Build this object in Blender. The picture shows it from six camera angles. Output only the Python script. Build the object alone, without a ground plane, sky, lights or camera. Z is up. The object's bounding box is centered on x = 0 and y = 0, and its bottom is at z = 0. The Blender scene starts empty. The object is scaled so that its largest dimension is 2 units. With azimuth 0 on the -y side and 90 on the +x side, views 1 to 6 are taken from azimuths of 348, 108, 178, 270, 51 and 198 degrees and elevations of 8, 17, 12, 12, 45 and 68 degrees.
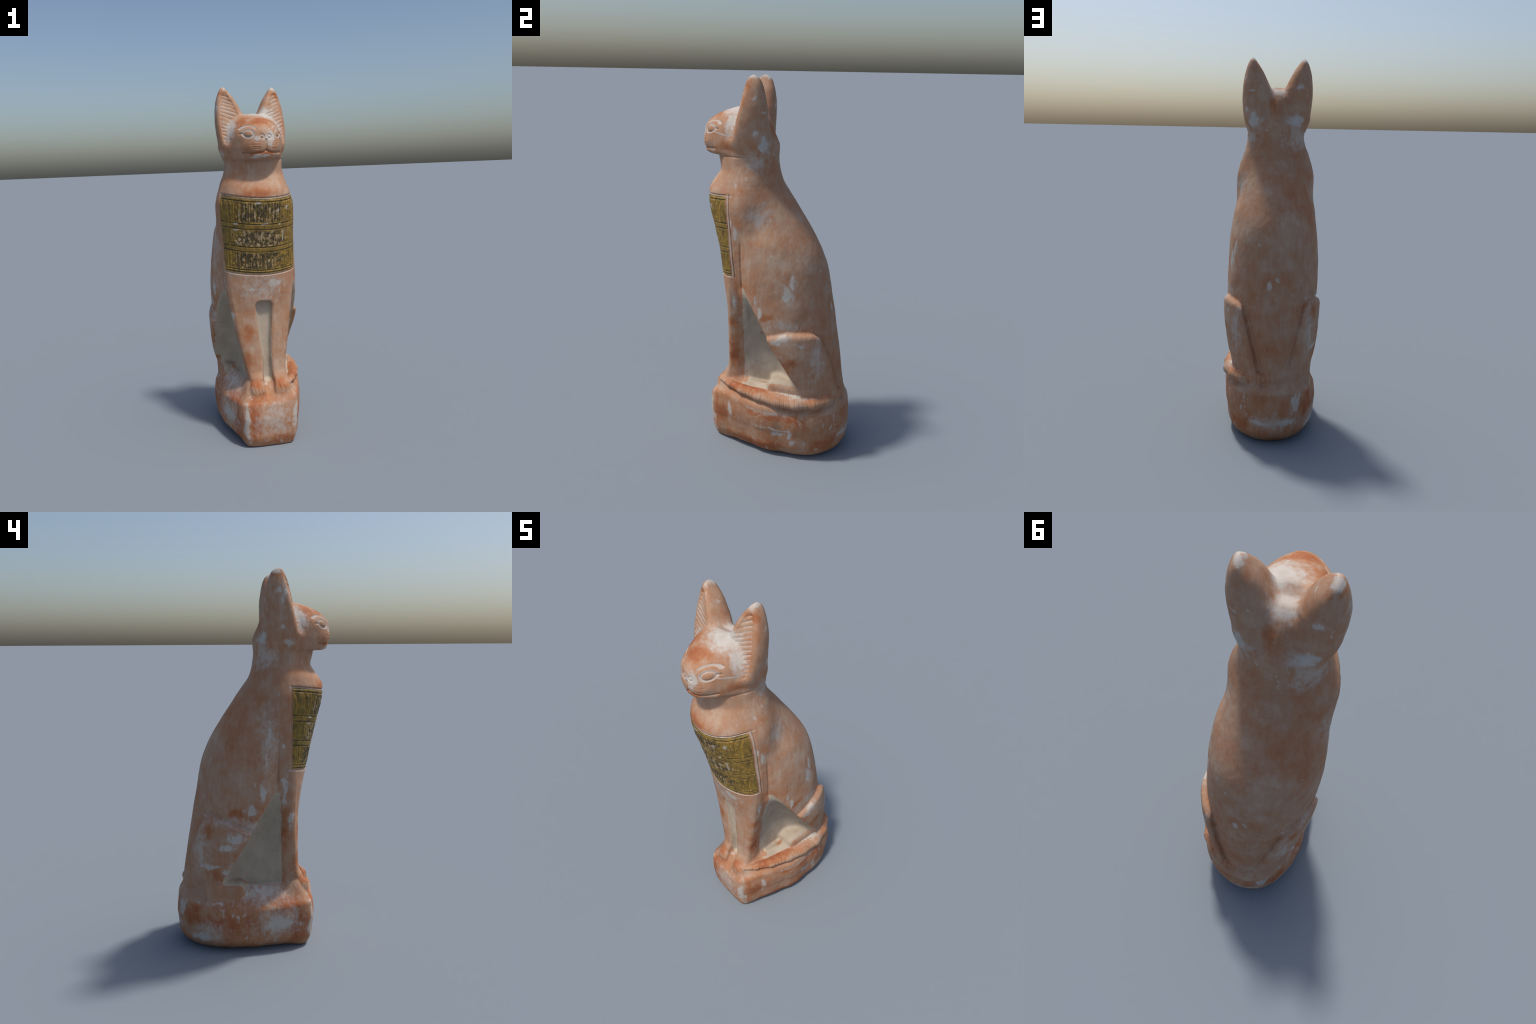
# Seated cat statuette: carved plaster with a worn red-ochre wash and a gilded chest panel.
# The figure is described as lofted sections (profile tables), blended and carved as one
# signed-distance field, meshed once, then separated into named anatomical parts.
import bpy, math
import numpy as np

H = 0.003            # mesh cell size in metres

# ------------------------------------------------------------------ small maths helpers
def curve(*pairs):
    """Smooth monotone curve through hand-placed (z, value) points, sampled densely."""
    p = np.array(sorted(pairs), float)
    x, y = p[:, 0], p[:, 1]
    h = np.diff(x); d = np.diff(y) / h
    m = np.zeros_like(y)
    for i in range(1, len(x) - 1):
        if d[i-1] * d[i] > 0:
            w1, w2 = 2*h[i] + h[i-1], h[i] + 2*h[i-1]
            m[i] = (w1 + w2) / (w1/d[i-1] + w2/d[i])
    m[0], m[-1] = d[0], d[-1]
    xs = np.linspace(x[0], x[-1], 400)
    i = np.clip(np.searchsorted(x, xs) - 1, 0, len(h) - 1)
    t = (xs - x[i]) / h[i]
    ys = ((2*t**3 - 3*t**2 + 1)*y[i] + (t**3 - 2*t**2 + t)*h[i]*m[i]
          + (-2*t**3 + 3*t**2)*y[i+1] + (t**3 - t**2)*h[i]*m[i+1])
    return lambda z: np.interp(z, xs, ys)

def smin(a, b, k):
    h = np.maximum(k - np.abs(a - b), 0) / k
    return np.minimum(a, b) - h*h*k*0.25

def smax(a, b, k):
    return -smin(-a, -b, k)

def sstep(e0, e1, v):
    t = np.clip((v - e0) / (e1 - e0), 0, 1)
    return t*t*(3 - 2*t)

def section(x, y, xc, al, ar, yc, bf, bb, pf, pb):
    """First-order distance to an egg-shaped section: half widths al/ar, depth bf (front)
    and bb (back) from the widest line yc, with superellipse exponents pf and pb."""
    dx = np.abs(x - xc) / np.where(x > xc, ar, al)
    ax = np.where(x > xc, ar, al)
    fr = y < yc
    by = np.where(fr, bf, bb)
    dy = np.abs(y - yc) / by
    p = np.where(fr, pf, pb)
    dx = np.maximum(dx, 1e-4); dy = np.maximum(dy, 1e-4)
    f = (dx**p + dy**p)**(1/p)
    gx = (dx/f)**(p-1) / ax
    gy = (dy/f)**(p-1) / by
    return (f - 1) / np.sqrt(gx*gx + gy*gy)

def dist_poly(px, py, pts, closed=False):
    """Distance to a 2D polyline."""
    out = np.full(px.shape, 9.0)
    n = len(pts)
    for i in range(n if closed else n - 1):
        (ax, ay), (bx, by) = pts[i], pts[(i+1) % n]
        vx, vy = bx-ax, by-ay
        t = np.clip(((px-ax)*vx + (py-ay)*vy) / (vx*vx+vy*vy), 0, 1)
        out = np.minimum(out, np.hypot(px-ax-t*vx, py-ay-t*vy))
    return out

def groove(d, w):
    """Rounded groove profile, 1 on the line falling to 0 at distance w."""
    t = np.clip(1 - d/w, 0, 1)
    return t*t*(3 - 2*t)

_rng = np.random.RandomState(7)
_lat = _rng.rand(32, 32, 32)
def vnoise(x, y, z):
    """Smooth lattice noise in -1..1."""
    def q(v):
        i = np.floor(v).astype(int); f = v - i
        return i & 31, (i+1) & 31, f*f*(3-2*f)
    x0, x1, fx = q(x); y0, y1, fy = q(y); z0, z1, fz = q(z)
    L = _lat
    c00 = L[x0,y0,z0]*(1-fx) + L[x1,y0,z0]*fx
    c10 = L[x0,y1,z0]*(1-fx) + L[x1,y1,z0]*fx
    c01 = L[x0,y0,z1]*(1-fx) + L[x1,y0,z1]*fx
    c11 = L[x0,y1,z1]*(1-fx) + L[x1,y1,z1]*fx
    return ((c00*(1-fy)+c10*fy)*(1-fz) + (c01*(1-fy)+c11*fy)*fz)*2 - 1

# ------------------------------------------------------------------ profiles of the figure
# hind body (haunches and back)
BODY_BACK = curve((.20,.385),(.30,.383),(.378,.376),(.566,.348),(.651,.332),(.841,.298),(1.028,.262),
                  (1.117,.229),(1.221,.170),(1.342,.091),(1.424,.035),(1.472,.003),(1.53,-.015),
                  (1.596,-.024),(1.65,-.021),(1.69,-.030),(1.735,-.056),(1.794,-.105),(1.85,-.15))
BODY_FRONT = curve((.20,-.10),(.6,-.13),(.9,-.165),(1.1,-.185),(1.3,-.20),(1.45,-.22),(1.72,-.25))
BODY_R = curve((.20,.182),(.35,.198),(.50,.225),(.64,.243),(.79,.247),(.975,.240),(1.16,.218),
               (1.25,.195),(1.33,.180),(1.42,.160),(1.5,.145),(1.58,.130),(1.63,.110),(1.66,.088),(1.70,.062),(1.74,.048),(1.80,.038),(1.85,.03))
BODY_L = curve((.20,.180),(.30,.192),(.475,.228),(.66,.246),(.9,.254),(.98,.252),(1.19,.232),
               (1.28,.208),(1.37,.198),(1.46,.180),(1.55,.156),(1.6,.140),(1.63,.122),(1.66,.098),(1.70,.072),(1.74,.056),(1.80,.045),(1.85,.035))
BODY_YC = curve((.20,.09),(.5,.06),(.8,.01),(1.1,-.05),(1.3,-.10),(1.45,-.14),(1.72,-.155))
# chest and forelegs, one column
CHEST_FRONT = curve((.20,-.318),(.30,-.312),(.33,-.308),(.376,-.292),(.423,-.270),(.49,-.264),(.563,-.263),(.649,-.264),
                    (.729,-.266),(.805,-.273),(.913,-.290),(.988,-.303),(1.104,-.326),(1.208,-.352),
                    (1.261,-.364),(1.34,-.380),(1.393,-.388),(1.428,-.385),(1.457,-.371),(1.495,-.343),(1.534,-.323),
                    (1.583,-.333),(1.64,-.345))
CHEST_BACK = curve((.20,-.155),(.36,-.150),(.5,-.152),(.72,-.145),(.85,-.130),(1.0,-.125),(1.15,-.115),(1.3,-.09),(1.45,-.07),(1.64,-.05))
CHEST_R = curve((.20,.140),(.30,.135),(.36,.120),(.48,.122),(.53,.130),(.65,.146),(.79,.167),(.92,.183),(1.1,.192),(1.33,.194),
                (1.42,.180),(1.47,.162),(1.534,.143),(1.64,.135))
CHEST_L = curve((.20,.115),(.30,.098),(.36,.100),(.45,.118),(.57,.142),(.69,.168),(.83,.192),(.92,.203),(1.1,.210),(1.33,.212),
                (1.42,.202),(1.47,.188),(1.534,.162),(1.64,.148))
CHEST_YC = curve((.20,-.235),(.5,-.222),(.8,-.215),(1.1,-.205),(1.3,-.20),(1.45,-.19),(1.64,-.18))
# head, in its own frame (turned a little to its left)
YAW = math.radians(6.0)
HX, HY = -.022, -.13
HEAD_FRONT = curve((1.58,-.335),(1.595,-.375),(1.607,-.402),(1.625,-.411),(1.66,-.412),(1.717,-.417),(1.745,-.412),
                   (1.765,-.400),(1.798,-.358),(1.822,-.307),(1.848,-.225),(1.862,-.175),(1.90,-.16))
HEAD_BACK = curve((1.58,-.05),(1.66,-.06),(1.76,-.088),(1.82,-.105),(1.86,-.13),(1.90,-.135))
HEAD_W = curve((1.58,.138),(1.60,.147),(1.63,.156),(1.67,.163),(1.71,.161),(1.76,.150),(1.81,.131),(1.84,.105),(1.858,.07),(1.90,.03))
# ears
EAR_OUT = curve((1.58,.132),(1.615,.146),(1.65,.167),(1.70,.186),(1.75,.192),(1.80,.194),(1.85,.192),(1.90,.185),(1.94,.176),(1.97,.165),(1.985,.157),(2.0,.146),(2.02,.13))
EAR_IN = curve((1.58,.03),(1.75,.020),(1.83,.034),(1.86,.050),(1.93,.086),(1.975,.118),(1.99,.129),(2.0,.137),(2.02,.15))
EAR_FRONT = curve((1.58,-.20),(1.62,-.215),(1.66,-.236),(1.69,-.246),(1.75,-.234),(1.85,-.205),(1.95,-.170),(1.985,-.156),(2.0,-.138),(2.02,-.12))
EAR_BACK = curve((1.58,-.115),(1.62,-.105),(1.67,-.083),(1.72,-.068),(1.82,-.064),(1.9,-.074),(1.95,-.085),(1.98,-.098),(2.0,-.122),(2.02,-.14))

# plan outline of the base at its widest height: (x, y) walk around
BASE_PLAN = [(0,-.352),(.09,-.352),(.135,-.345),(.152,-.325),(.197,-.21),(.236,-.07),(.248,.08),(.243,.18),
             (.218,.27),(.165,.345),(.09,.398),(0,.416),(-.09,.400),(-.165,.345),(-.215,.26),(-.242,.15),
             (-.240,.03),(-.222,-.10),(-.190,-.23),(-.160,-.318),(-.142,-.338),(-.09,-.350)]
BC = (0.0, 0.03)
_bp = np.array(BASE_PLAN) - BC
_ba = np.unwrap(np.arctan2(_bp[:,1], _bp[:,0])); _br = np.hypot(_bp[:,0], _bp[:,1])
_tt = np.concatenate([_ba - 2*np.pi, _ba, _ba + 2*np.pi]); _rr = np.tile(_br, 3)
_o = np.argsort(_tt)
_plan_dense = curve(*zip(_tt[_o], _rr[_o]))
_pa = np.linspace(-np.pi, np.pi, 721); _pr = np.interp(_pa, np.linspace(_tt[_o][0], _tt[_o][-1], 6000),
                                                       _plan_dense(np.linspace(_tt[_o][0], _tt[_o][-1], 6000)))
_k = np.ones(7)/7
_pr = np.convolve(np.concatenate([_pr[-8:-1], _pr, _pr[1:8]]), _k, 'same')[7:-7]
_pd = np.gradient(_pr, _pa)

# tail: x, y, z, radius
TAIL = [(.118,-.288,.350,.011),(.150,-.225,.347,.019),(.183,-.14,.342,.027),(.206,-.03,.338,.035),(.216,.07,.334,.040),
        (.214,.17,.333,.041),(.184,.255,.336,.039),(.137,.312,.343,.037),(.075,.342,.353,.034),(.0,.350,.358,.030),(-.04,.348,.360,.022)]

# ------------------------------------------------------------------ the solid
def head_frame(x, y):
    dx, dy = x - HX, y - HY
    c, s = math.cos(YAW), math.sin(YAW)
    return dx*c + dy*s, HY - dx*s + dy*c

def base_solid(x, y, z):
    dx, dy = x - BC[0], y - BC[1]
    a = np.arctan2(dy, dx)
    r = np.interp(a, _pa, _pr); dr = np.interp(a, _pa, _pd)
    d2 = (np.hypot(dx, dy) - r) / np.sqrt(1 + (dr/r)**2)
    # foot of the base draws in
    d2 = d2 + (.040 + .014*sstep(.05,-.15,x))*(1 - .55*sstep(-.15, -.33, y))*np.clip(1 - z/.075, 0, 1)**2 + .016*np.clip(1 - z/.17, 0, 1) - .012*sstep(.14, .24, z)*sstep(.05, .2, x) + .012*sstep(.15, .32, z)
    # uneven top: higher under the forepaws and at the back, sunk rim on its left below the tail
    rim = np.clip(-d2, 0, .12)
    top = .262 + .006*sstep(-.05, -.33, y) + .045*sstep(.22, .40, y) + .03*sstep(.05, .2, x)*sstep(.20, 0, y) + .012*sstep(.05, .2, x)
    top = top + .095*sstep(.0, .10, rim)
    return smax(smax(d2, z - top, .030), -z - .005, .015)

def body_solid(x, y, z):
    yc = BODY_YC(z)
    bf, bb = yc - BODY_FRONT(z), BODY_BACK(z) - yc
    w = sstep(1.1, 1.4, z)
    d = section(x, y, -.004 - .007*w, BODY_L(z) - .004, BODY_R(z) + .004, yc, bf, bb, 2.8 - .5*w, 2.0 - .12*w - .22*sstep(1.48, 1.58, z) - .18*sstep(.60, .38, z))
    return d

def chest_solid(x, y, z):
    yc = CHEST_YC(z)
    return section(x, y, 0.0, CHEST_L(z), CHEST_R(z), yc, yc - CHEST_FRONT(z), CHEST_BACK(z) - yc,
                   2.9 - 1.1*sstep(.40, .75, z) + .20*sstep(1.1, 1.35, z), 3.4 - .8*sstep(.75, .95, z))

def knee_line(x, y):
    return np.where(x > 0, .700 + .30*np.clip(y, -.1, .28) - .35*np.clip(y-.12, 0, .2), .680 + .42*np.clip(y, -.1, .2))

def calf_solid(d_body, x, y, z):
    ax = np.abs(x + .002)
    top = z - knee_line(x, y)
    rear = (.148 - (.68 - z)*.25) - ax
    return smax(smax(d_body - .021 - .010*sstep(.05, .18, y)*sstep(0, .1, x), top, .028), np.maximum(rear, -z + .2), .045)

def recess_lines(x, z):
    """Haunch edge, back of the foreleg and apex of the side recesses."""
    edge_y = np.where(x > 0, -.125 + (.925 - z)*.60, -.122 + (.862 - z)*.585)
    front_y = np.interp(z, [.3, .4, .72, .95], [-.152, -.154, -.148, -.136])
    front_y = front_y - .014*(x < 0)
    return edge_y, front_y, np.where(x > 0, .93, .87)

def tail_solid(x, y, z):
    t = np.full(x.shape, 1.0)
    for (x0,y0,z0,r0),(x1,y1,z1,r1) in zip(TAIL[:-1], TAIL[1:]):
        vx, vy, vz = x1-x0, y1-y0, z1-z0
        u = np.clip(((x-x0)*vx+(y-y0)*vy+(z-z0)*vz)/(vx*vx+vy*vy+vz*vz), 0, 1)
        t = smin(t, np.sqrt((x-x0-u*vx)**2+(y-y0-u*vy)**2+((z-z0-u*vz)*1.3)**2) - 1.12*(r0+(r1-r0)*u), .012)
    return t

def head_solid(hx, hy, z):
    h = section(hx, hy, 0.0, HEAD_W(z), HEAD_W(z), HY - .01, HY - .01 - HEAD_FRONT(z), HEAD_BACK(z) - HY + .01,
                1.92 - .2*sstep(1.74, 1.80, z), 2.0)
    h = smax(h, 1.602 - z, .02)
    h = smax(h, z - 1.858 + .55*np.maximum(hy + .215, 0), .03)
    m = (np.sqrt((hx/.078)**2 + ((hy+.355)/.060)**2 + ((z-1.672)/.045)**2) - 1)*.05
    return smin(h, m, .03)

def solid(x, y, z):
    """Signed distance to the whole carved figure without engraving."""
    zmin, zmax = z.min(), z.max()
    d = np.full(x.shape, 1.0)
    hx, hy = head_frame(x, y)
    sgn = np.where(x > 0, 1.0, -1.0)
    if zmin < 1.9:
        b = body_solid(x, y, z)
        if zmin < .85:
            b = smin(b, calf_solid(b, x, y, z), .012)
        b = np.maximum(b, .2 - z)
        c = smax(np.maximum(chest_solid(x, y, z), .2 - z), z - 1.64, .03)
        k = .055 + .02*sstep(.8, .9, z) + .03*sstep(1.15, 1.27, z)*sstep(1.47, 1.36, z) - .02*sstep(1.46, 1.56, z)
        d = smin(b, c, k)
        d = smax(d, z - 1.82, .03)
    if zmin < 1.45 and zmax > 1.1:
        # hollow behind each shoulder, above the haunch
        for sx, dep in ((1, .009), (-1, .006)):
            q = ((x - sx*.20)/.05)**2 + ((y + .055)/.055)**2 + ((z - 1.285 + .35*(y + .055))/.075)**2
            d = d + dep*np.exp(-q)
    if zmin < 1.0:
        # side recesses between foreleg and haunch, leaving a thin central web
        edge_y, front_y, apex = recess_lines(x, z)
        cw = .86*np.where(x > 0, CHEST_R(z), CHEST_L(z))
        inn = np.maximum(cw - np.abs(x), 0)
        core = smax(smax(np.abs(x) - cw, -.232 - y, .01), smax(y - np.minimum(edge_y + .03, .2), z - 1.0, .02), .02)
        d = smin(d, np.maximum(core, .2 - z), .02)
        rec = smax((y - edge_y + .55*inn)/1.14, (front_y + .9*inn - y)/1.35, .06)
        rec = smax(rec, z - apex, .02)
        web = .098 + .040*sstep(.02, .14, y) + .05*sstep(.62, .92, z)
        rec = smax(rec, web - np.abs(x), .08)
        d = smax(d, -rec, .014)
        # slot between the forelegs
        zz = [.25, .37, .485, .603, .726, .803]
        sl = np.interp(z, zz, [-.019, -.019, -.019, -.034, -.047, -.052])
        sr = np.interp(z, zz, [.032, .032, .031, .034, .043, .046])
        nar = .35*np.clip(y + .262, -.02, .05)
        slot = smax(smax(sl + nar - x, x - sr + nar, .01), z - .824, .045)
        slot = smax(slot, y + .232, .015)
        d = smax(d, -slot, .012)
    if zmin < .6:
        # forepaws
        for px0, px1 in ((-.108, -.022), (.034, .138)):
            cx, hw = (px0+px1)/2, (px1-px0)/2
            q = section(x, z, cx, hw, hw, .30, .06, .062, 2.5, 2.3)
            q = smax(q, -.322 - y, .045); q = smax(q, y + .2, .03)
            d = smin(d, q, .025)
        # hind feet
        for s in (-1, 1):
            f0, ft = (.025, .312) if s < 0 else (.0, .358)
            q = np.sqrt(np.maximum(np.abs(x - s*.145) - .020, 0)**2 + np.maximum(np.maximum(f0+.035 - y, y-.22), 0)**2
                        + np.maximum(np.abs(z - ft) - .034, 0)**2) - .038
            d = smin(d, q, .03)
        d = smin(d, base_solid(x, y, z), .022)
        # tail
        d = smin(d, tail_solid(x, y, z), .010)
    if zmax > 1.5:
        h = head_solid(hx, hy, z)
        d = smin(d, h, .014 + .02*sstep(-.20, -.05, y) + .05*sstep(-.17,-.12,hy)*sstep(1.70,1.76,z))
        ax = np.abs(hx)
        eo, ei, ef, eb = EAR_OUT(z), EAR_IN(z), EAR_FRONT(z), EAR_BACK(z)
        xm, rx = (eo+ei)/2, np.maximum((eo-ei)/2, .004)
        ym = ef + .34*(eb - ef)
        # the inner half of the ear front stands forward
        ef = ef - .022*np.clip((xm - ax)/rx, -.3, 1)*sstep(2.0, 1.93, z)
        e = section(ax, hy, xm, rx, rx, ym, np.maximum(ym-ef, .004), np.maximum(eb-ym, .004), 3.0, 2.1)
        e = smax(e, z - 2.0, .012); e = smax(e, 1.603 - z, .025)
        d = smin(d, e, .020 + .03*sstep(1.72,1.66,z) + .022*sstep(-.14, -.08, hy))
    return d

# ------------------------------------------------------------------ engraving
def ear_field(ax, hy, z):
    """0..1 inside the feathered hollow of the ear front."""
    outer = EAR_OUT(z) - .014
    inner = np.interp(z, [1.68, 1.75, 1.84, 1.90, 1.97], [.152, .118, .078, .096, .132])
    m = sstep(0, .008, outer - ax)*sstep(0, .008, ax - inner)
    return m*sstep(1.685, 1.70, z)*sstep(1.975, 1.955, z)

def engrave(x, y, z):
    """Height of the surface detail (negative = cut in)."""
    g = np.zeros(x.shape)
    hx, hy = head_frame(x, y)
    ax = np.abs(hx)
    if z.max() > 1.58:
        face = sstep(-.20, -.26, hy)
        ez, exx = 1.731, .080
        r = np.hypot((ax-exx)/.0205, (z-ez-.003)/.0185)
        g -= face*.0042*groove(np.abs(r-1), .36)
        g += face*.0024*groove(r, 1.0)
        brow = dist_poly(ax, z, [(.044,1.756),(.054,1.767),(.076,1.775),(.096,1.771),(.108,1.763)])
        g -= face*.004*groove(brow, .008)
        corner = dist_poly(ax, z, [(.101,1.736),(.112,1.735)])
        g -= face*.004*groove(corner, .007)
        nos = np.abs(np.hypot(ax-.0195, z-1.717) - .010)
        g -= face*.004*groove(nos, .006)
        g -= face*.006*groove(dist_poly(hx, z, [(0,1.700),(0,1.648)]), .008)
        g -= face*.007*groove(dist_poly(ax, z, [(0,1.648),(.018,1.638),(.05,1.635),(.10,1.638)]), .008)
        for sg in (-1, 1):
          for i in range(4):
            zz = 1.655 + .0112*i + .002*((i*5)%3)*sg
            g -= face*.0013*groove(dist_poly(hx, z, [(sg*.034,zz),(sg*(.058+.008*((i*7)%3)),zz+.001+.002*(i%2))]), .0055)
        # jaw line
        g -= .0022*groove(np.abs(z - 1.602 + .05*np.clip(-.25-hy,0,.1)), .008)*sstep(-.09,-.13,hy)
        # ears
        m = ear_field(ax, hy, z)*sstep(.003, .012, head_solid(hx, hy, z))*sstep(0, -.01, hy - (EAR_FRONT(z) + .045))
        ph = (z - .35*(ax - .1) - 1.70)/.0205 + .12*np.sin(z*47 + hx*9)
        st = np.abs((ph % 1.0) - .5)*2
        g -= m*(.003 + .0034*groove(st, .6)*(.75 + .35*vnoise(x*50, y*50, z*35)))
    if z.min() < 1.5 and z.max() > .9:
        inp, hgt = panel(x, y, z)
        g += hgt
        # line between chest column and haunch
        w = sstep(.90,.95,z)*sstep(1.22,1.14,z)
        g -= .004*w*groove(np.abs(y + .147 + .03*(z-1.05)), .012)*sstep(.12,.17,np.abs(x))
    if z.min() < .85:
        ax2 = np.abs(x + .002)
        for off, dep in ((-.004, .003), (.014, .0025)):
            xr = .146 - (.68 - z)*.25 - off
            g -= dep*groove(np.abs(ax2 - xr), .010)*sstep(.16,.22,y)*sstep(.36,.44,z)*sstep(.745,.70,z)
        kl = z - knee_line(x, y)
        side = sstep(-.02,.0,y)*sstep(.27,.22,y)*sstep(.15,.19,ax2)
        g -= side*(.006*groove(np.abs(kl - .014), .016)*(x < 0) + .003*groove(np.abs(kl + .020), .008)*(x < 0))
        # toes
        for c, n0, n1 in ((-.065, -.108, -.022), (.086, .034, .138)):
            for i in (1, 2, 3):
                xx = n0 + (n1-n0)*i/4
                g -= .0022*groove(np.abs(x-xx + .004*np.sin(z*90+i)), .006)*sstep(-.285,-.31,y)*sstep(.375,.35,z)*sstep(.29,.305,z)
        # hatching along the tail
        on = sstep(.006, .001, np.abs(tail_solid(x, y, z)))*sstep(-.05, -.03, x)*sstep(.30, .31, z)
        an = np.arctan2(y - .05, x)
        u = an*12.5 + .35*np.sin(an*9)
        st = np.abs((u % 1.0) - .5)*2
        g -= .003*on*groove(st, .22)
    # hand-carved unevenness
    g += .0022*vnoise(x*9+3, y*9+1, z*9) + .0009*vnoise(x*30, y*30+5, z*22+2) + .0004*vnoise(x*80, y*80, z*60)
    return g

# rows of the gilded chest panel, from the top: (z_top, z_bottom)
PANEL_TOP, PANEL_BOTTOM = 1.402, .998
def panel_coords(x, y, z):
    """Arc-like coordinate across the chest and curve-corrected height."""
    s = (x + .006)/(.205 + .0*z)
    sc = np.clip(s, -1, 1)
    zc = z + .008 - .021*sc**2 + .005*sc
    return s, zc

def panel(x, y, z):
    s, zc = panel_coords(x, y, z)
    ys = np.where(x > 0, -.240 + (1.4 - z)*.085, -.220)   # side edges of the panel
    front = sstep(.006, -.006, y - ys)
    hgt = np.zeros(x.shape)
    # frame grooves above, below and at both sides
    fr = front*sstep(.975,.985,z)*sstep(1.425,1.415,z)
    hgt -= .006*front*groove(np.abs(zc - 1.409), .006)
    hgt -= .006*front*groove(np.abs(zc - .986), .006)
    side = groove(np.abs(y - ys - .006), .006)*sstep(.975,.985,zc)*sstep(1.42,1.41,zc)*(np.abs(x) > .1)
    hgt -= .004*side + .004*groove(np.abs(y - ys - .022), .006)*(side*0 + sstep(.975,.985,zc)*sstep(1.42,1.41,zc)*(x > .1))
    # band ridges and the grooves that set them off
    for zt, zb in ((1.402,1.386),(1.266,1.238),(1.140,1.114),(1.012,.998)):
        hgt -= .004*front*(groove(np.abs(zc-zt), .005) + groove(np.abs(zc-zb), .005))
    # upright bars in the first and third rows
    u = s*13.0 + .25*np.sin(s*17)
    bar = np.abs((u % 1.0) - .5)*2
    rows = sstep(1.272,1.276,zc)*sstep(1.382,1.378,zc) + sstep(1.016,1.020,zc)*sstep(1.110,1.106,zc)
    hgt -= .0035*front*rows*groove(bar, .55)
    # signs in the middle row: uprights, a disc, and rough carving
    mid = sstep(1.144,1.148,zc)*sstep(1.234,1.230,zc)*front
    sg = np.full(x.shape, 9.0)
    for sx in (-.88, .52, .62, .95):
        sg = np.minimum(sg, np.abs(x - sx*.205))
    sg = np.minimum(sg, np.abs(np.hypot(x + .135, zc-1.176) - .013))
    sg = np.minimum(sg, dist_poly(x, zc, [(-.07,1.15),(-.045,1.23)]))
    sg = np.minimum(sg, dist_poly(x, zc, [(-.045,1.15),(-.02,1.23)]))
    sg = np.minimum(sg, np.abs(np.hypot(x - .035, zc-1.170) - .016))
    sg = np.minimum(sg, dist_poly(x, zc, [(.0,1.215),(.085,1.205)]))
    hgt -= .0035*mid*groove(sg, .006)
    rough = mid + rows*front
    hgt += .0016*rough*vnoise(x*110, y*30, z*110)*(np.abs(s) < .85)
    inside = (y < ys) & (zc < 1.404) & (zc > .992)
    return inside, hgt

def field(P):
    out = np.empty(len(P))
    bins = np.floor(P[:,2]/.06).astype(int)
    order = np.argsort(bins, kind='stable')
    cuts = np.nonzero(np.diff(bins[order]))[0] + 1
    for idx in np.split(order, cuts):
        x, y, z = P[idx,0], P[idx,1], P[idx,2]
        out[idx] = solid(x, y, z) - engrave(x, y, z)
    return out

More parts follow.
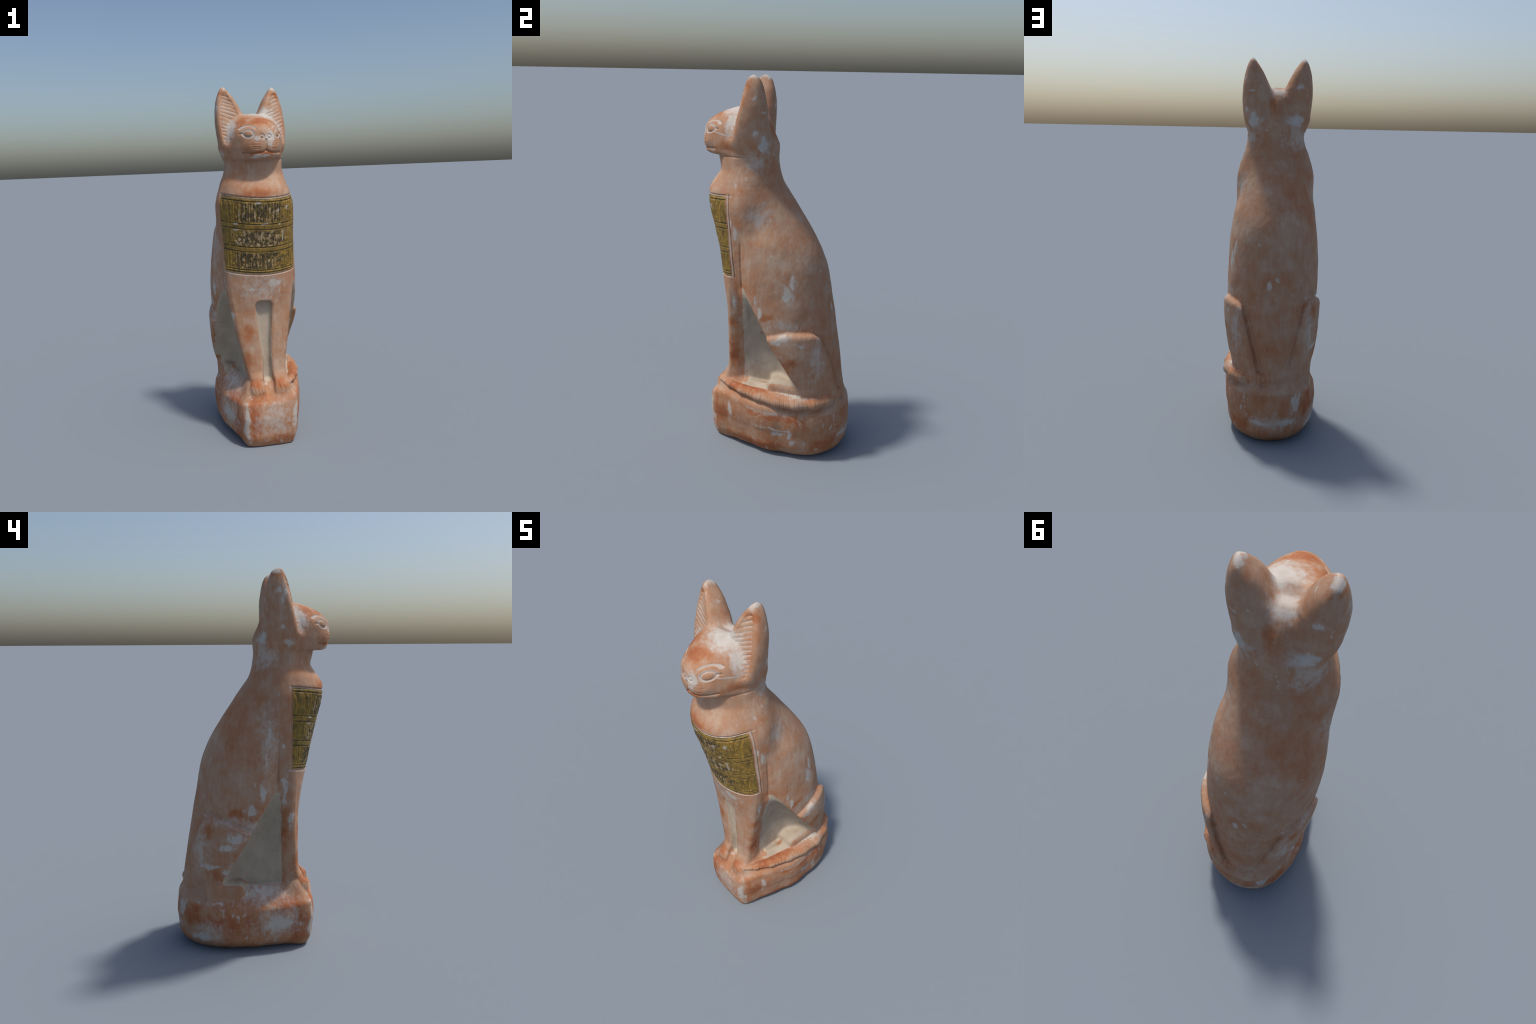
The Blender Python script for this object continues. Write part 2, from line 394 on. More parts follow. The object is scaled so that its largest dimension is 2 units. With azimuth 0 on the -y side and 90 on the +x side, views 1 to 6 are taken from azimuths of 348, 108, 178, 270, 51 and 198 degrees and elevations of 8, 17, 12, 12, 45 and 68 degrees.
# ------------------------------------------------------------------ meshing (surface nets)
def build_mesh():
    lo = np.array([-.33, -.48, -.02]); hi = np.array([.33, .48, 2.04])
    R = 4
    nc = np.ceil((hi-lo)/(H*R)).astype(int)
    n = nc*R + 1
    ax = [lo[i] + H*R*np.arange(nc[i]+1) for i in range(3)]
    G = np.stack(np.meshgrid(*ax, indexing='ij'), -1).reshape(-1,3)
    Dc = np.empty(len(G))
    bins = np.floor(G[:,2]/.06).astype(int)
    order = np.argsort(bins, kind='stable')
    for idx in np.split(order, np.nonzero(np.diff(bins[order]))[0]+1):
        Dc[idx] = solid(G[idx,0], G[idx,1], G[idx,2])
    Dc = Dc.reshape(nc+1)
    near = np.abs(Dc) < H*R*1.9 + .008
    blk = np.zeros(nc, bool)
    for i in (0,1):
        for j in (0,1):
            for k in (0,1):
                blk |= near[i:nc[0]+i, j:nc[1]+j, k:nc[2]+k]
    # nearest-sign fill, then fine values inside the marked blocks
    sg = np.where(Dc < 0, -1.0, 1.0).astype(np.float32)
    D = np.repeat(np.repeat(np.repeat(sg, R, 0), R, 1), R, 2)[:n[0], :n[1], :n[2]].copy()
    M = np.zeros(n, bool)
    bi = np.repeat(np.repeat(np.repeat(blk, R, 0), R, 1), R, 2)
    for i in (0,1):
        for j in (0,1):
            for k in (0,1):
                M[i:i+bi.shape[0], j:j+bi.shape[1], k:k+bi.shape[2]] |= bi
    I = np.stack(np.nonzero(M), -1)
    D[M] = field(lo + I*H)
    S = D < 0
    c = S[:-1,:-1,:-1].astype(np.int8)
    tot = np.zeros(c.shape, np.int8)
    for i in (0,1):
        for j in (0,1):
            for k in (0,1):
                tot += S[i:n[0]-1+i, j:n[1]-1+j, k:n[2]-1+k]
    act = (tot > 0) & (tot < 8)
    cid = np.full(act.shape, -1, np.int32)
    A = np.stack(np.nonzero(act), -1)
    cid[act] = np.arange(len(A))
    pos = np.zeros((len(A),3)); cnt = np.zeros(len(A))
    cor = [(i,j,k) for i in (0,1) for j in (0,1) for k in (0,1)]
    for a in cor:
        for ax_ in range(3):
            if a[ax_]: continue
            b = list(a); b[ax_] = 1
            da = D[A[:,0]+a[0], A[:,1]+a[1], A[:,2]+a[2]]; db = D[A[:,0]+b[0], A[:,1]+b[1], A[:,2]+b[2]]
            m = (da < 0) != (db < 0)
            t = da[m]/(da[m]-db[m])
            p = np.tile(np.array(a, float), (m.sum(),1)); p[:,ax_] += t
            pos[m] += p; cnt[m] += 1
    V = lo + (A + pos/cnt[:,None])*H
    quads = []
    for ax_ in range(3):
        s0 = [slice(1,-1)]*3; s1 = [slice(1,-1)]*3
        s0[ax_] = slice(0,-1); s1[ax_] = slice(1,None)
        a, b = S[tuple(s0)], S[tuple(s1)]
        E = np.stack(np.nonzero(a != b), -1)
        flip = a[a != b]
        off = np.array([1,1,1]); off[ax_] = 0
        E = E + off
        u, v = [(1,2),(2,0),(0,1)][ax_]
        eu = np.zeros(3,int); eu[u] = 1; ev = np.zeros(3,int); ev[v] = 1
        q = [cid[tuple((E - o).T)] for o in (eu+ev, ev, 0*eu, eu)]
        Q = np.stack(q, -1)
        Q[~flip] = Q[~flip][:, ::-1]
        quads.append(Q)
    Q = np.concatenate(quads)
    # pull vertices onto the surface
    for _ in range(2):
        f0 = field(V); e = H*.5
        g = np.stack([field(V + e*np.eye(3)[i]) - f0 for i in range(3)], -1)/e
        gl = np.maximum((g*g).sum(1), .09)
        st = -(f0/gl)[:,None]*g
        ln = np.linalg.norm(st, axis=1, keepdims=True)
        V = V + st*np.minimum(1, H*.8/np.maximum(ln, 1e-9))
    return V, Q

V, Q = build_mesh()
V[:,2] = np.maximum(V[:,2], 0)

# ------------------------------------------------------------------ part regions
PARTS = ['plinth','tail','hindlimb','hindlimb.001','forelimb','forelimb.001','foot','foot.001','torso','chest_panel','neck','head','ear','ear.001','eye','eye.001','recess_panel']
def regions(C):
    x, y, z = C.T
    hx, hy = head_frame(x, y); ax = np.abs(hx)
    lab = np.full(len(C), PARTS.index('torso'))
    ins, _ = panel(x, y, z)
    lab[(z > 1.50)] = PARTS.index('neck')
    lab[(z > 1.602) & ((hy < -.07) | (z > 1.70))] = PARTS.index('head')
    ear = (z > 1.62) & (ax > np.interp(z, [1.62,1.69,1.8,1.845,2.0], [.165,.15,.10,.05,.05])) & (hy > np.interp(z,[1.62,1.69,2.0],[-.20,-.258,-.165])) & (hy < .0)
    ear &= (z > 1.70) | (hy < -.06)
    lab[ear & (hx > 0)] = PARTS.index('ear'); lab[ear & (hx <= 0)] = PARTS.index('ear.001')
    eye = (np.hypot((ax-.080)/.0205, (z-1.734)/.0185) < .9) & (hy < -.25)
    lab[eye & (hx > 0)] = PARTS.index('eye'); lab[eye & (hx <= 0)] = PARTS.index('eye.001')
    lab[ins] = PARTS.index('chest_panel')
    low = (z < .80) & (y > np.where(x > 0, -.14, -.14))
    calf = low & (z < .765) & (np.abs(x) > .146 - (.68 - z)*.25) & (y > -.05)
    lab[calf & (x > 0)] = PARTS.index('hindlimb'); lab[calf & (x <= 0)] = PARTS.index('hindlimb.001')
    fl = (z < .83) & (y < -.155)
    lab[fl & (x > .005)] = PARTS.index('forelimb'); lab[fl & (x <= .005)] = PARTS.index('forelimb.001')
    toe = (y < -.20) & (z < .385)
    lab[toe & (x > .005)] = PARTS.index('foot'); lab[toe & (x <= .005)] = PARTS.index('foot.001')
    wob = .004*vnoise(x*60, y*60, z*40) + .002*vnoise(x*150, y*150, z*100)
    ey, fy, ap = recess_lines(x, z)
    web = (z < ap + .01) & (y > fy - .004 + wob) & (y < ey + .006 + .6*wob) & (np.abs(x) < .238 + 2.5*wob)
    web &= (z > .335) & ((z > .42) | (np.abs(x) < .195))
    web |= (z < .815) & (y < -.19) & (y > -.256 + wob) & (np.abs(x) < .05)
    lab[web] = PARTS.index('recess_panel')
    top = .262 + .03*sstep(-.05,-.33,y) + .09*sstep(0,.1, .24-np.hypot(x, (y-.03)*.62))
    lab[(z < np.minimum(top + .012, np.interp(y, [.15,.28], [.352,.318])))] = PARTS.index('plinth')
    td = np.full(len(C), 9.0)
    for (x0,y0,z0,r0),(x1,y1,z1,r1) in zip(TAIL[:-1], TAIL[1:]):
        a = np.array([x0,y0,z0]); v = np.array([x1,y1,z1]) - a
        u = np.clip(((C-a)@v)/(v@v), 0, 1)
        td = np.minimum(td, np.linalg.norm(C-a-u[:,None]*v, axis=1) - (r0+(r1-r0)*u))
    lab[td < .003] = PARTS.index('tail')
    return lab

# ------------------------------------------------------------------ materials
class Nodes:
    """Small helper for wiring shader nodes."""
    def __init__(self, name):
        self.mat = bpy.data.materials.new(name); self.mat.use_nodes = True
        self.nt = self.mat.node_tree
        self.bsdf = self.nt.nodes['Principled BSDF']
        self.pos = self.nt.nodes.new('ShaderNodeTexCoord').outputs['Object']
    def put(self, sock, v):
        if isinstance(v, bpy.types.NodeSocket): self.nt.links.new(v, sock)
        elif isinstance(v, (tuple, list)) and len(v) == 3 and sock.type == 'RGBA': sock.default_value = (*v, 1)
        else: sock.default_value = v
    def math(self, op, a, b=None, c=None, clamp=False):
        n = self.nt.nodes.new('ShaderNodeMath'); n.operation = op; n.use_clamp = clamp
        for k, v in enumerate((a, b, c)):
            if v is not None: self.put(n.inputs[k], v)
        return n.outputs[0]
    def vec(self, op, a, b=None):
        n = self.nt.nodes.new('ShaderNodeVectorMath'); n.operation = op
        self.put(n.inputs[0], a)
        if b is not None: self.put(n.inputs[1], b)
        return n.outputs['Value'] if op in ('LENGTH', 'DOT_PRODUCT') else n.outputs['Vector']
    def noise(self, scale, detail=3, rough=.5, vec=None, stretch=None, colour=False, shift=0.0):
        v = vec or self.pos
        if stretch: v = self.vec('MULTIPLY', v, stretch)
        if shift: v = self.vec('ADD', v, (shift, shift*.7, -shift))
        n = self.nt.nodes.new('ShaderNodeTexNoise')
        self.put(n.inputs['Vector'], v)
        n.inputs['Scale'].default_value = scale; n.inputs['Detail'].default_value = detail
        n.inputs['Roughness'].default_value = rough
        return n.outputs['Color' if colour else 'Fac']
    def step(self, v, lo, hi):
        n = self.nt.nodes.new('ShaderNodeMapRange'); n.interpolation_type = 'SMOOTHSTEP'
        self.put(n.inputs['Value'], v)
        n.inputs['From Min'].default_value = lo; n.inputs['From Max'].default_value = hi
        return n.outputs['Result']
    def mix(self, f, a, b):
        n = self.nt.nodes.new('ShaderNodeMix'); n.data_type = 'RGBA'
        self.put(n.inputs[0], f); self.put(n.inputs[6], a); self.put(n.inputs[7], b)
        return n.outputs[2]
    def ramp(self, v, stops):
        n = self.nt.nodes.new('ShaderNodeValToRGB'); e = n.color_ramp.elements
        while len(e) < len(stops): e.new(.5)
        for el, (p, c) in zip(e, stops): el.position = p; el.color = (*c, 1)
        self.put(n.inputs[0], v)
        return n.outputs[0]
    def split(self, v=None):
        n = self.nt.nodes.new('ShaderNodeSeparateXYZ'); self.put(n.inputs[0], v or self.pos)
        return n.outputs
    def patches(self, where, spots):
        """Soft union of ellipsoidal patches: (centre, radii); >0 inside."""
        out = None
        for c, r in spots:
            d = self.vec('MULTIPLY', self.vec('SUBTRACT', where, c), tuple(1/k for k in r))
            v = self.math('SUBTRACT', 1.0, self.vec('LENGTH', d))
            out = v if out is None else self.math('MAXIMUM', out, v)
        return out
    def finish(self, colour, rough=.82, bump=.25, dist=.0015):
        self.put(self.bsdf.inputs['Base Color'], colour)
        self.bsdf.inputs['Roughness'].default_value = rough
        self.bsdf.inputs['Specular IOR Level'].default_value = .25
        b = self.nt.nodes.new('ShaderNodeBump'); b.inputs['Strength'].default_value = bump
        b.inputs['Distance'].default_value = dist
        h = self.math('ADD', self.noise(260, 3, .6), self.math('MULTIPLY', self.noise(70, 3, .6), .8))
        self.put(b.inputs['Height'], h)
        self.put(self.bsdf.inputs['Normal'], b.outputs[0])
        return self.mat

PLASTER_C = (.50, .475, .44)
PALE, WASH, RUST, DEEP = (.43,.305,.222), (.39,.222,.138), (.37,.163,.080), (.32,.105,.044)

# where the wash has worn to plaster on the figure, read off the views
WORN = [((.217,.104,.930),(.05,.026,.052)), ((.200,.130,.990),(.05,.020,.035)), ((.205,-.177,1.22),(.04,.014,.030)),
        ((.203,-.205,1.285),(.03,.008,.022)), ((.183,-.190,.855),(.03,.012,.040)), ((.24,-.052,.884),(.04,.012,.040)),
        ((.243,-.030,.834),(.04,.012,.030)), ((.253,.108,.713),(.04,.040,.020)), ((.263,.070,.692),(.04,.035,.022)),
        ((.22,.194,.678),(.04,.030,.012)), ((.122,-.115,1.992),(.03,.035,.016)), ((-.172,-.128,1.99),(.03,.035,.018)),
        ((.161,-.104,1.88),(.03,.010,.013)),
        ((.13,-.066,1.82),(.02,.012,.012)), ((.155,-.093,1.722),(.03,.015,.016)), ((.035,-.405,1.728),(.030,.03,.022)), ((-.038,-.402,1.705),(.020,.02,.014)),
        ((.03,-.41,1.675),(.012,.02,.03)), ((-.01,-.402,1.615),(.07,.03,.010)), ((-.207,-.175,1.87),(.02,.014,.085)),
        ((.185,-.185,1.90),(.02,.012,.05)), ((-.204,-.150,1.897),(.03,.014,.014)), ((-.200,-.160,1.713),(.03,.026,.012)),
        ((-.183,-.206,1.644),(.03,.022,.018)), ((-.262,.060,.655),(.04,.050,.030)), ((-.255,.112,.600),(.04,.040,.020)), ((-.222,.207,.488),(.04,.050,.014)),
        ((-.245,.12,.455),(.04,.035,.02)), ((-.197,-.185,.90),(.03,.012,.085)), ((-.180,-.218,.725),(.03,.014,.05)), ((-.235,-.095,1.12),(.03,.016,.16)),
        ((-.247,-.069,.90),(.03,.014,.06)), ((-.240,-.010,.80),(.04,.03,.03)), ((-.252,-.03,.945),(.03,.012,.020)),
        ((-.211,-.177,1.129),(.03,.013,.014)), ((.116,-.06,1.821),(.02,.02,.008)), ((-.139,-.081,1.845),(.022,.02,.022)), ((-.16,-.085,1.96),(.03,.02,.025)),
        ((.024,.293,.834),(.012,.03,.020)), ((-.02,.28,.86),(.014,.03,.008)),
        ((-.03,-.27,.90),(.05,.05,.012)), ((.06,-.29,.93),(.04,.05,.02)), ((.12,-.36,1.30),(.010,.05,.012))]
REDDER = [((.246,.005,.808),(.04,.04,.022)), ((.160,-.194,.72),(.03,.03,.06)), ((.245,.116,.540),(.05,.05,.09)),
          ((-.093,-.264,.646),(.03,.04,.05)), ((-.111,-.256,.50),(.03,.04,.08)), ((-.19,-.18,.62),(.05,.03,.16)),
          ((-.208,.22,.69),(.04,.05,.045)), ((-.24,.14,.44),(.05,.09,.06)), ((-.04,-.365,1.80),(.10,.06,.022)),
          ((-.09,-.31,1.795),(.05,.06,.03)), ((.12,-.27,1.655),(.05,.08,.03)), ((.0,-.385,1.43),(.16,.06,.025)),
          ((.14,-.16,1.96),(.05,.05,.03)), ((-.17,-.16,1.96),(.03,.05,.03)), ((.115,-.215,.55),(.03,.03,.12)),
          ((.0,-.06,1.74),(.03,.04,.06)), ((.08,-.30,.35),(.06,.03,.03)), ((-.07,-.30,.36),(.05,.03,.03)), ((-.02,-.405,1.632),(.08,.03,.008)),  # first entry: sunlit strip down the nape, painted in as warmer wash
          ((-.25,.03,.77),(.04,.10,.05))]
WORN_BASE = [((.193,-.212,.215),(.03,.012,.040)), ((.25,.05,.172),(.03,.09,.006)), ((.25,.145,.150),(.03,.010,.030)),
             ((.255,.186,.105),(.03,.045,.022)), ((.255,.079,.150),(.03,.040,.010)), ((.19,.166,.372),(.05,.09,.016)),
             ((-.138,-.341,.14),(.016,.04,.16)), ((.140,-.344,.146),(.014,.04,.16)), 
             ((.067,.408,.125),(.09,.04,.016)), ((-.072,.403,.124),(.08,.04,.018)),
             ((-.124,.374,.224),(.03,.04,.05)), ((-.21,.25,.08),(.06,.09,.03)), ((-.22,.22,.28),(.06,.10,.02)),
             ((.12,.37,.30),(.12,.06,.012)), ((-.05,.40,.315),(.10,.04,.014)), ((.25,.12,.285),(.04,.14,.010))]
REDDER_BASE = [((.175,-.276,.17),(.05,.06,.07)), ((.184,.341,.09),(.09,.09,.05)), ((-.172,-.215,.270),(.06,.07,.03)),
               ((-.098,-.350,.14),(.028,.04,.14)), ((-.174,.326,.22),(.06,.08,.07)), ((.06,-.35,.04),(.10,.05,.03)), ((.20,-.05,.06),(.08,.2,.03)),
               ((-.225,.12,.16),(.05,.14,.05)), ((-.18,-.28,.10),(.04,.06,.09)), ((.20,-.10,.375),(.04,.16,.03)), ((.24,.05,.245),(.04,.15,.02))]

FADED = [((.0,-.30,.90),(.16,.08,.10)), ((-.14,-.06,1.57),(.09,.12,.07)), ((.13,-.08,1.58),(.06,.10,.07)), ((-.22,-.10,1.15),(.05,.06,.20)),
         ((.17,-.05,1.32),(.06,.08,.08)), ((.25,.14,.775),(.06,.14,.03)), ((-.25,.10,.735),(.06,.14,.03)), ((-.20,.27,.60),(.05,.05,.16)), ((.19,.27,.60),(.05,.05,.16)),
         ((.10,-.05,1.66),(.06,.05,.05)), ((-.10,-.06,1.66),(.07,.05,.05)), ((-.24,.0,.70),(.05,.09,.08))]
CHALKY = [((.04,-.225,1.84),(.11,.085,.06)), ((-.02,-.13,1.82),(.06,.06,.05)), ((.108,-.225,1.765),(.055,.05,.08)), ((-.138,-.250,1.75),(.045,.055,.09)),
          ((.03,-.41,1.722),(.045,.04,.045)), ((.12,-.055,1.665),(.05,.04,.05)), ((-.12,-.065,1.665),(.06,.04,.04))]
CHALKY_BASE = [((-.13,-.02,.31),(.08,.20,.06)), ((.15,.06,.385),(.05,.14,.03)), ((-.205,-.16,.16),(.05,.12,.06))]
FADED_BASE = [((.02,-.355,.16),(.14,.05,.12)), ((-.205,-.15,.165),(.06,.18,.11)), ((-.16,-.03,.29),(.09,.24,.06)), ((-.10,-.10,.34),(.09,.18,.06)),
              ((.15,.0,.39),(.06,.25,.025)), ((.0,.40,.13),(.2,.06,.05)), ((.24,.05,.275),(.06,.20,.02)), ((-.22,.22,.12),(.07,.12,.07))]

def wash(name, worn, faded, chalky, redder, bias, scuff):
    """Red-ochre wash brushed over plaster: patchy tone, streaks and worn-through spots."""
    n = Nodes(name)
    warp = n.vec('MULTIPLY', n.vec('SUBTRACT', n.noise(16, 4, .6, colour=True), (.5,.5,.5)), (.05,.05,.05))
    w = n.vec('ADD', n.pos, warp)
    mid = n.noise(13, 5, .62)
    streak = n.noise(55, 4, .6, stretch=(1, 1, .16))
    big = n.noise(3.4, 3, .5, shift=4.2)
    grit = n.noise(150, 3, .65)
    tone = n.math('ADD', n.math('MULTIPLY', mid, .54), n.math('MULTIPLY', streak, .26))
    tone = n.math('ADD', tone, n.math('MULTIPLY', big, .42))
    tone = n.math('ADD', tone, n.math('MULTIPLY', grit, .16))
    tone = n.math('ADD', tone, bias - .18)
    red = n.step(n.math('ADD', n.patches(w, redder), n.math('MULTIPLY', n.math('SUBTRACT', mid, .5), 2.6)), -.45, .75)
    tone = n.math('ADD', tone, n.math('MULTIPLY', red, .21))
    col = n.ramp(tone, [(.34, PALE), (.50, WASH), (.64, RUST), (.82, DEEP)])
    # worn-through plaster: placed patches and scattered scuffs
    chip = n.noise(24, 6, .68, shift=9.1, stretch=(1, 1, .6))
    place = n.math('ADD', n.patches(w, worn), n.math('MULTIPLY', n.math('SUBTRACT', chip, .5), 4.2))
    bare = n.math('MULTIPLY', n.step(place, .04, .40), .78)
    soft = n.math('MULTIPLY', n.step(place, -.6, .4), .30)
    thin = n.math('ADD', n.patches(w, faded), n.math('MULTIPLY', n.math('SUBTRACT', n.noise(38, 6, .7, shift=6.3, stretch=(1, 1, .7)), .5), 3.4))
    soft = n.math('MAXIMUM', soft, n.math('MULTIPLY', n.step(thin, -.2, 1.1), .60))
    dust = n.math('ADD', n.patches(w, chalky), n.math('MULTIPLY', n.math('SUBTRACT', n.noise(45, 5, .65, shift=3.9), .5), 1.6))
    soft = n.math('MAXIMUM', soft, n.math('MULTIPLY', n.step(dust, -.15, .65), .88))
    scat = n.step(n.math('ADD', chip, n.math('MULTIPLY', n.noise(5, 2, .5, shift=2.7), .35)), scuff, scuff + .05)
    bare = n.math('MAXIMUM', n.math('MAXIMUM', bare, soft), n.math('MULTIPLY', scat, .58))
    pl = n.ramp(n.noise(30, 4, .6, shift=1.3), [(.3, (.44,.40,.35)), (.6, PLASTER_C)])
    return n, col, bare, pl, chip

def body_wash():
    n, col, bare, pl, chip = wash('ochre_wash', WORN, FADED, CHALKY, REDDER, -.015, .83)
    # engraved lines of the face and ears show the plaster
    x, y, z = n.split()
    c, s_ = math.cos(YAW), math.sin(YAW)
    hx = n.math('ADD', n.math('MULTIPLY', n.math('SUBTRACT', x, HX), c), n.math('MULTIPLY', n.math('SUBTRACT', y, HY), s_))
    hy = n.math('ADD', n.math('MULTIPLY', n.math('SUBTRACT', y, HY), c), n.math('MULTIPLY', n.math('SUBTRACT', x, HX), -s_))
    ax = n.math('ABSOLUTE', hx)
    def ring(cx, cz, rx, rz):
        u = n.math('DIVIDE', n.math('SUBTRACT', ax, cx), rx); v = n.math('DIVIDE', n.math('SUBTRACT', z, cz), rz)
        r = n.math('SQRT', n.math('ADD', n.math('MULTIPLY', u, u), n.math('MULTIPLY', v, v)))
        return n.math('ABSOLUTE', n.math('SUBTRACT', r, 1.0))
    face = n.step(hy, -.10, -.13)
    eye = n.step(ring(.080, 1.734, .0225, .0205), .42, .10)
    brow = n.math('MULTIPLY', n.step(ring(.076, 1.750, .034, .025), .24, .08), n.step(z, 1.754, 1.760))
    nos = n.step(ring(.0195, 1.717, .010, .010), .5, .2)
    slant = n.math('ABSOLUTE', n.math('ADD', n.math('SUBTRACT', z, 1.722), n.math('MULTIPLY', n.math('SUBTRACT', ax, .105), .4)))
    cheek = n.math('MULTIPLY', n.step(slant, .006, .002), n.math('MULTIPLY', n.step(ax, .100, .110), n.step(ax, .165, .150)))
    cheek = n.math('MULTIPLY', cheek, n.step(hx, -.02, .02))
    lines = n.math('MULTIPLY', n.math('MAXIMUM', n.math('MAXIMUM', eye, cheek), n.math('MAXIMUM', brow, nos)), face)
    ph = n.math('DIVIDE', n.math('SUBTRACT', n.math('SUBTRACT', z, n.math('MULTIPLY', n.math('SUBTRACT', ax, .1), .35)), 1.70), .0205)
    st = n.math('ABSOLUTE', n.math('SUBTRACT', n.math('FRACT', ph), .5))
    earf = n.math('SUBTRACT', hy, n.math('MULTIPLY', n.math('SUBTRACT', z, 1.69), .31))
    over = n.math('MAXIMUM', n.math('SUBTRACT', z, 1.85), 0.0)
    rib = n.math('MULTIPLY', n.step(st, .26, .10), n.math('MULTIPLY', n.step(earf, -.098, -.104), n.step(earf, -.152, -.146)))
    rib = n.math('MULTIPLY', rib, n.step(n.math('SUBTRACT', ax, n.math('MULTIPLY', over, .33)), .098, .106))
    rib = n.math('MULTIPLY', rib, n.step(n.math('ADD', ax, n.math('MULTIPLY', over, .25)), .178, .170))
    rib = n.math('MULTIPLY', rib, n.math('MULTIPLY', n.step(z, 1.69, 1.70), n.step(z, 1.96, 1.94)))
    lines = n.math('MAXIMUM', lines, n.math('MULTIPLY', rib, .7))
    s = n.math('DIVIDE', n.math('ADD', x, .006), .205)
    zc = n.math('ADD', n.math('ADD', z, .008), n.math('ADD', n.math('MULTIPLY', n.math('MULTIPLY', s, s), -.021), n.math('MULTIPLY', s, .005)))
    rim = n.math('MINIMUM', n.math('ABSOLUTE', n.math('SUBTRACT', zc, 1.405)), n.math('ABSOLUTE', n.math('SUBTRACT', zc, .984)))
    rim = n.math('MULTIPLY', n.step(rim, .006, .002), n.step(y, -.195, -.205))
    ys = n.math('ADD', n.math('MULTIPLY', n.math('SUBTRACT', 1.4, z), .085), -.240)
    flank = n.step(n.math('ABSOLUTE', n.math('SUBTRACT', n.math('SUBTRACT', y, ys), .013)), .006, .002)
    flank = n.math('MULTIPLY', n.math('MULTIPLY', flank, n.step(x, .1, .12)), n.math('MULTIPLY', n.step(zc, .98, .99), n.step(zc, 1.415, 1.405)))
    lines = n.math('MAXIMUM', lines, n.math('MULTIPLY', n.math('MAXIMUM', rim, flank), .8))
    lines = n.math('MULTIPLY', lines, n.step(chip, .28, .48))
    bare = n.math('MAXIMUM', bare, n.math('MULTIPLY', lines, .68))
    return n.finish(n.mix(bare, col, pl))

def base_wash():
    n, col, bare, pl, chip = wash('ochre_wash_rubbed', WORN_BASE, FADED_BASE, CHALKY_BASE, REDDER_BASE, .07, .79)
    return n.finish(n.mix(bare, col, pl), bump=.35)

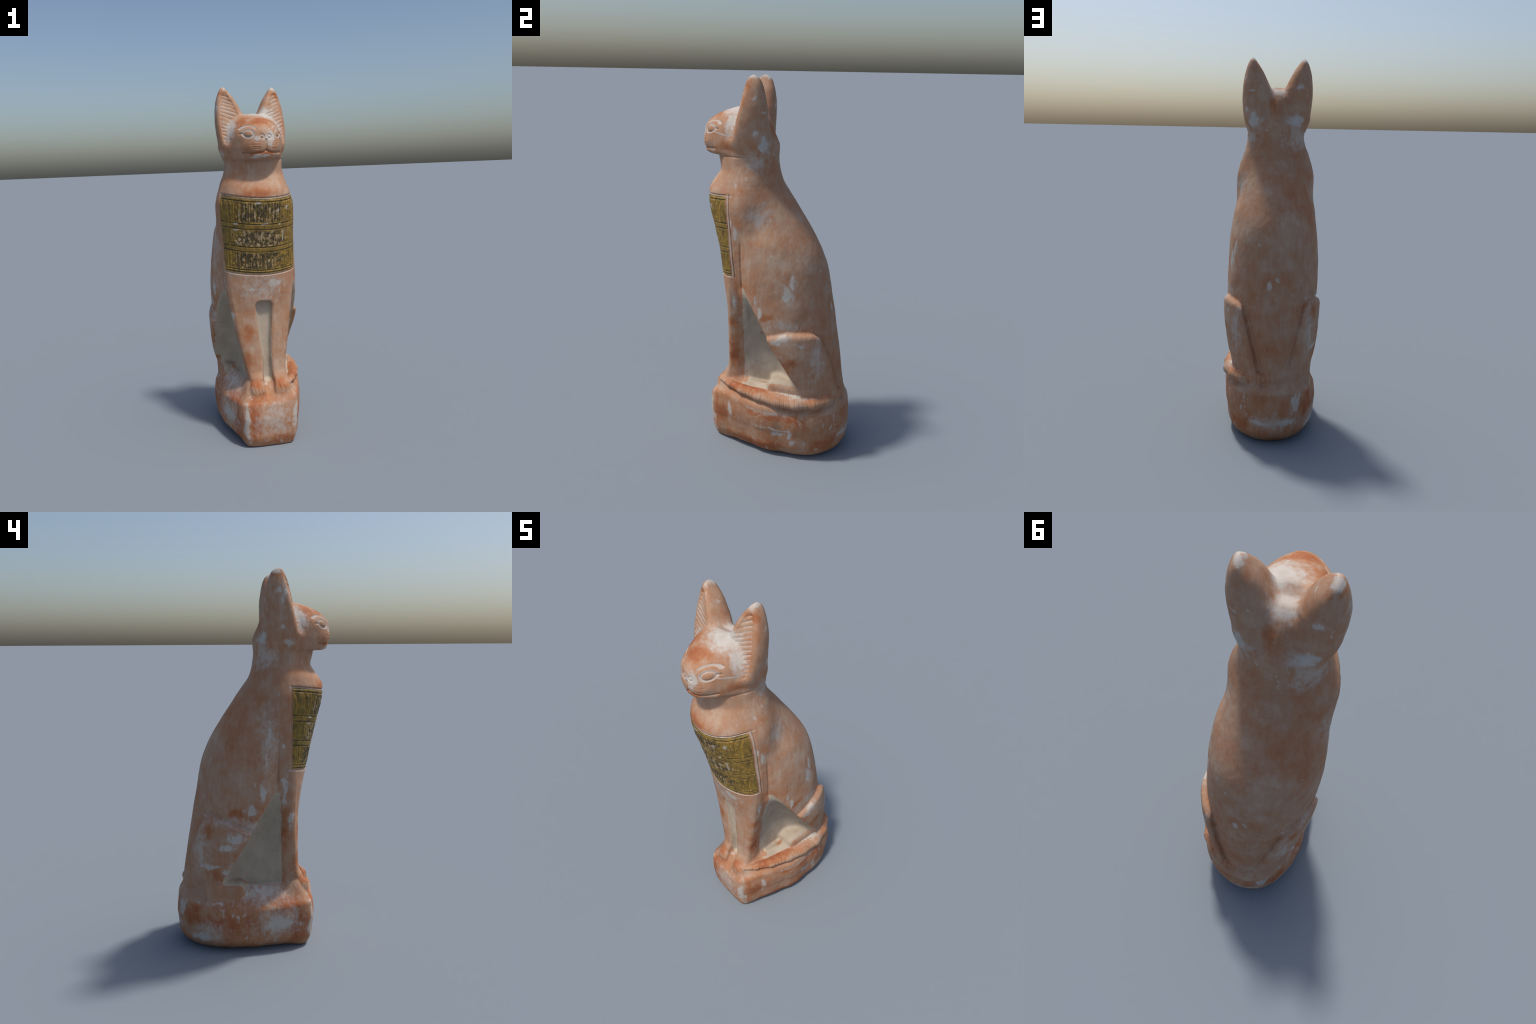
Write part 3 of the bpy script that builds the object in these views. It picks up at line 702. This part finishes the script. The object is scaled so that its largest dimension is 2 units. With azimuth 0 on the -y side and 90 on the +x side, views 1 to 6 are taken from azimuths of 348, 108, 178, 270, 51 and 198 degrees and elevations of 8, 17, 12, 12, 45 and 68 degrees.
def gilding():
    """Olive-gold paint, rubbed dark and chalky in the middle of each row."""
    n = Nodes('gilded_paint')
    x, y, z = n.split()
    fine = n.noise(70, 5, .65, stretch=(1, 1, .45))
    blot = n.noise(34, 5, .6, shift=3.3)
    gold = n.ramp(n.math('ADD', n.math('MULTIPLY', fine, .6), n.math('MULTIPLY', n.noise(16, 3, .5), .4)),
                  [(.36, (.105,.070,.020)), (.50, (.215,.136,.030)), (.64, (.31,.185,.036))])
    s = n.math('DIVIDE', n.math('ADD', x, .006), .205)
    u = n.math('ADD', n.math('MULTIPLY', s, 13.0), n.math('MULTIPLY', n.math('SINE', n.math('MULTIPLY', s, 17.0)), .25))
    bar = n.math('ABSOLUTE', n.math('SUBTRACT', n.math('FRACT', u), .5))
    one = n.math('MULTIPLY', s, s)
    zc = n.math('ADD', n.math('ADD', z, .008), n.math('ADD', n.math('MULTIPLY', one, -.021), n.math('MULTIPLY', s, .005)))
    def band(lo, hi):
        return n.math('MULTIPLY', n.step(zc, lo, lo + .006), n.step(zc, hi, hi - .006))
    rows = n.math('ADD', band(1.276, 1.380), band(1.018, 1.108))
    mid = band(1.144, 1.232)
    centre = n.step(n.math('ADD', n.math('ABSOLUTE', n.math('ADD', s, .08)), n.math('MULTIPLY', n.math('SUBTRACT', blot, .5), 1.3)), .72, .45)
    chalk = n.math('MULTIPLY', n.math('MULTIPLY', n.math('ADD', n.math('MULTIPLY', rows, n.step(bar, .18, .30)), mid), centre), n.step(fine, .48, .60))
    grime = n.math('MULTIPLY', n.math('MULTIPLY', n.math('ADD', rows, mid), centre), n.step(fine, .56, .44))
    gash = n.math('MULTIPLY', n.math('MULTIPLY', rows, n.step(bar, .17, .06)), .7)
    rubs = n.step(n.noise(40, 5, .6, shift=7.7), .69, .73)
    streak = n.math('MULTIPLY', n.math('MULTIPLY', rows, n.step(bar, .12, .04)), n.step(blot, .40, .52))
    gold = n.mix(n.math('MULTIPLY', streak, .8), gold, (.36,.205,.035))
    col = n.mix(n.math('MULTIPLY', n.math('MAXIMUM', grime, n.math('MULTIPLY', gash, centre)), .85), gold, (.055,.045,.030))
    col = n.mix(n.math('MULTIPLY', chalk, .85), col, (.36,.28,.19))
    edge = None
    for zz in (1.402, 1.386, 1.266, 1.238, 1.140, 1.114, 1.012, .998):
        d = n.math('ABSOLUTE', n.math('SUBTRACT', zc, zz))
        edge = d if edge is None else n.math('MINIMUM', edge, d)
    col = n.mix(n.math('MULTIPLY', n.math('MULTIPLY', n.step(edge, .006, .002), n.step(blot, .35, .55)), .75), col, (.06,.048,.028))
    lip = None
    for zz in (1.394, 1.380, 1.272, 1.244, 1.146, 1.120, 1.018, 1.005):
        d = n.math('ABSOLUTE', n.math('SUBTRACT', zc, zz))
        lip = d if lip is None else n.math('MINIMUM', lip, d)
    col = n.mix(n.math('MULTIPLY', n.math('MULTIPLY', n.step(lip, .0035, .0015), n.step(fine, .42, .56)), .7), col, (.36,.22,.06))
    spots = n.patches(n.vec('ADD', n.pos, n.vec('MULTIPLY', n.vec('SUBTRACT', n.noise(40, 3, .5, colour=True), (.5,.5,.5)), (.012,.012,.012))),
                      [((.125,-.33,1.345),(.009,.08,.015)), ((.07,-.36,1.33),(.008,.06,.012)), ((.085,-.36,1.255),(.007,.06,.010)), ((.105,-.33,1.19),(.006,.06,.035)),
                       ((-.15,-.30,1.235),(.018,.06,.006)), ((.0,-.35,1.262),(.025,.06,.006)), ((-.04,-.36,1.375),(.02,.06,.008)), ((-.15,-.30,1.268),(.014,.06,.006))])
    bare = n.math('MAXIMUM', n.math('MULTIPLY', rubs, .8), n.step(spots, .0, .2))
    col = n.mix(n.math('MULTIPLY', bare, .72), col, (.43,.38,.32))
    return n.finish(col, rough=.6, bump=.4)

def bare_plaster():
    n = Nodes('bare_plaster')
    col = n.ramp(n.noise(11, 4, .55), [(.35, (.375,.305,.232)), (.65, (.455,.378,.295))])
    w = n.vec('ADD', n.pos, n.vec('MULTIPLY', n.vec('SUBTRACT', n.noise(30, 4, .6, colour=True), (.5,.5,.5)), (.03,.03,.03)))
    place = n.math('ADD', n.patches(w, [((.13,-.02,.375),(.03,.035,.02)), ((.14,.10,.38),(.03,.03,.02)), ((.12,-.14,.37),(.03,.025,.02)), ((.10,-.06,.66),(.03,.008,.008)),
                                        ((-.13,.05,.37),(.03,.05,.02))]),
                   n.math('MULTIPLY', n.math('SUBTRACT', n.noise(60, 3, .6, stretch=(1,1,.3)), .5), 2.2))
    col = n.mix(n.math('MULTIPLY', n.step(place, .2, .5), .8), col, RUST)
    col = n.mix(n.math('MULTIPLY', n.step(n.noise(75, 2, .5, shift=5), .70, .75), .5), col, (.16,.14,.10))
    return n.finish(col, bump=.3)

OCHRE, OCHRE_BASE, GILD, PLASTER = body_wash(), base_wash(), gilding(), bare_plaster()

# ------------------------------------------------------------------ objects
root = bpy.data.objects.new('cat_statue', None)
bpy.context.scene.collection.objects.link(root)
root['label'] = 'seated carved cat statue with worn ochre wash and gilded chest panel'
root['category'] = 'cat statue'

whole = bpy.data.meshes.new('whole')
whole.from_pydata(V.tolist(), [], Q.tolist())
whole.update()
VN = np.empty(len(V)*3); whole.vertices.foreach_get('normal', VN); VN = VN.reshape(-1,3)
lab = regions(V[Q].mean(1))
for li, name in enumerate(PARTS):
    q = Q[lab == li]
    if not len(q): continue
    ids, inv = np.unique(q, return_inverse=True)
    me = bpy.data.meshes.new(name)
    me.from_pydata(V[ids].tolist(), [], inv.reshape(-1,4).tolist())
    me.update()
    me.polygons.foreach_set('use_smooth', np.ones(len(me.polygons), bool))
    me.normals_split_custom_set_from_vertices(VN[ids].tolist())
    me.materials.append({'chest_panel': GILD, 'recess_panel': PLASTER, 'plinth': OCHRE_BASE, 'tail': OCHRE_BASE}.get(name, OCHRE))
    ob = bpy.data.objects.new(name, me)
    ob.parent = root
    bpy.context.scene.collection.objects.link(ob)
bpy.data.meshes.remove(whole)
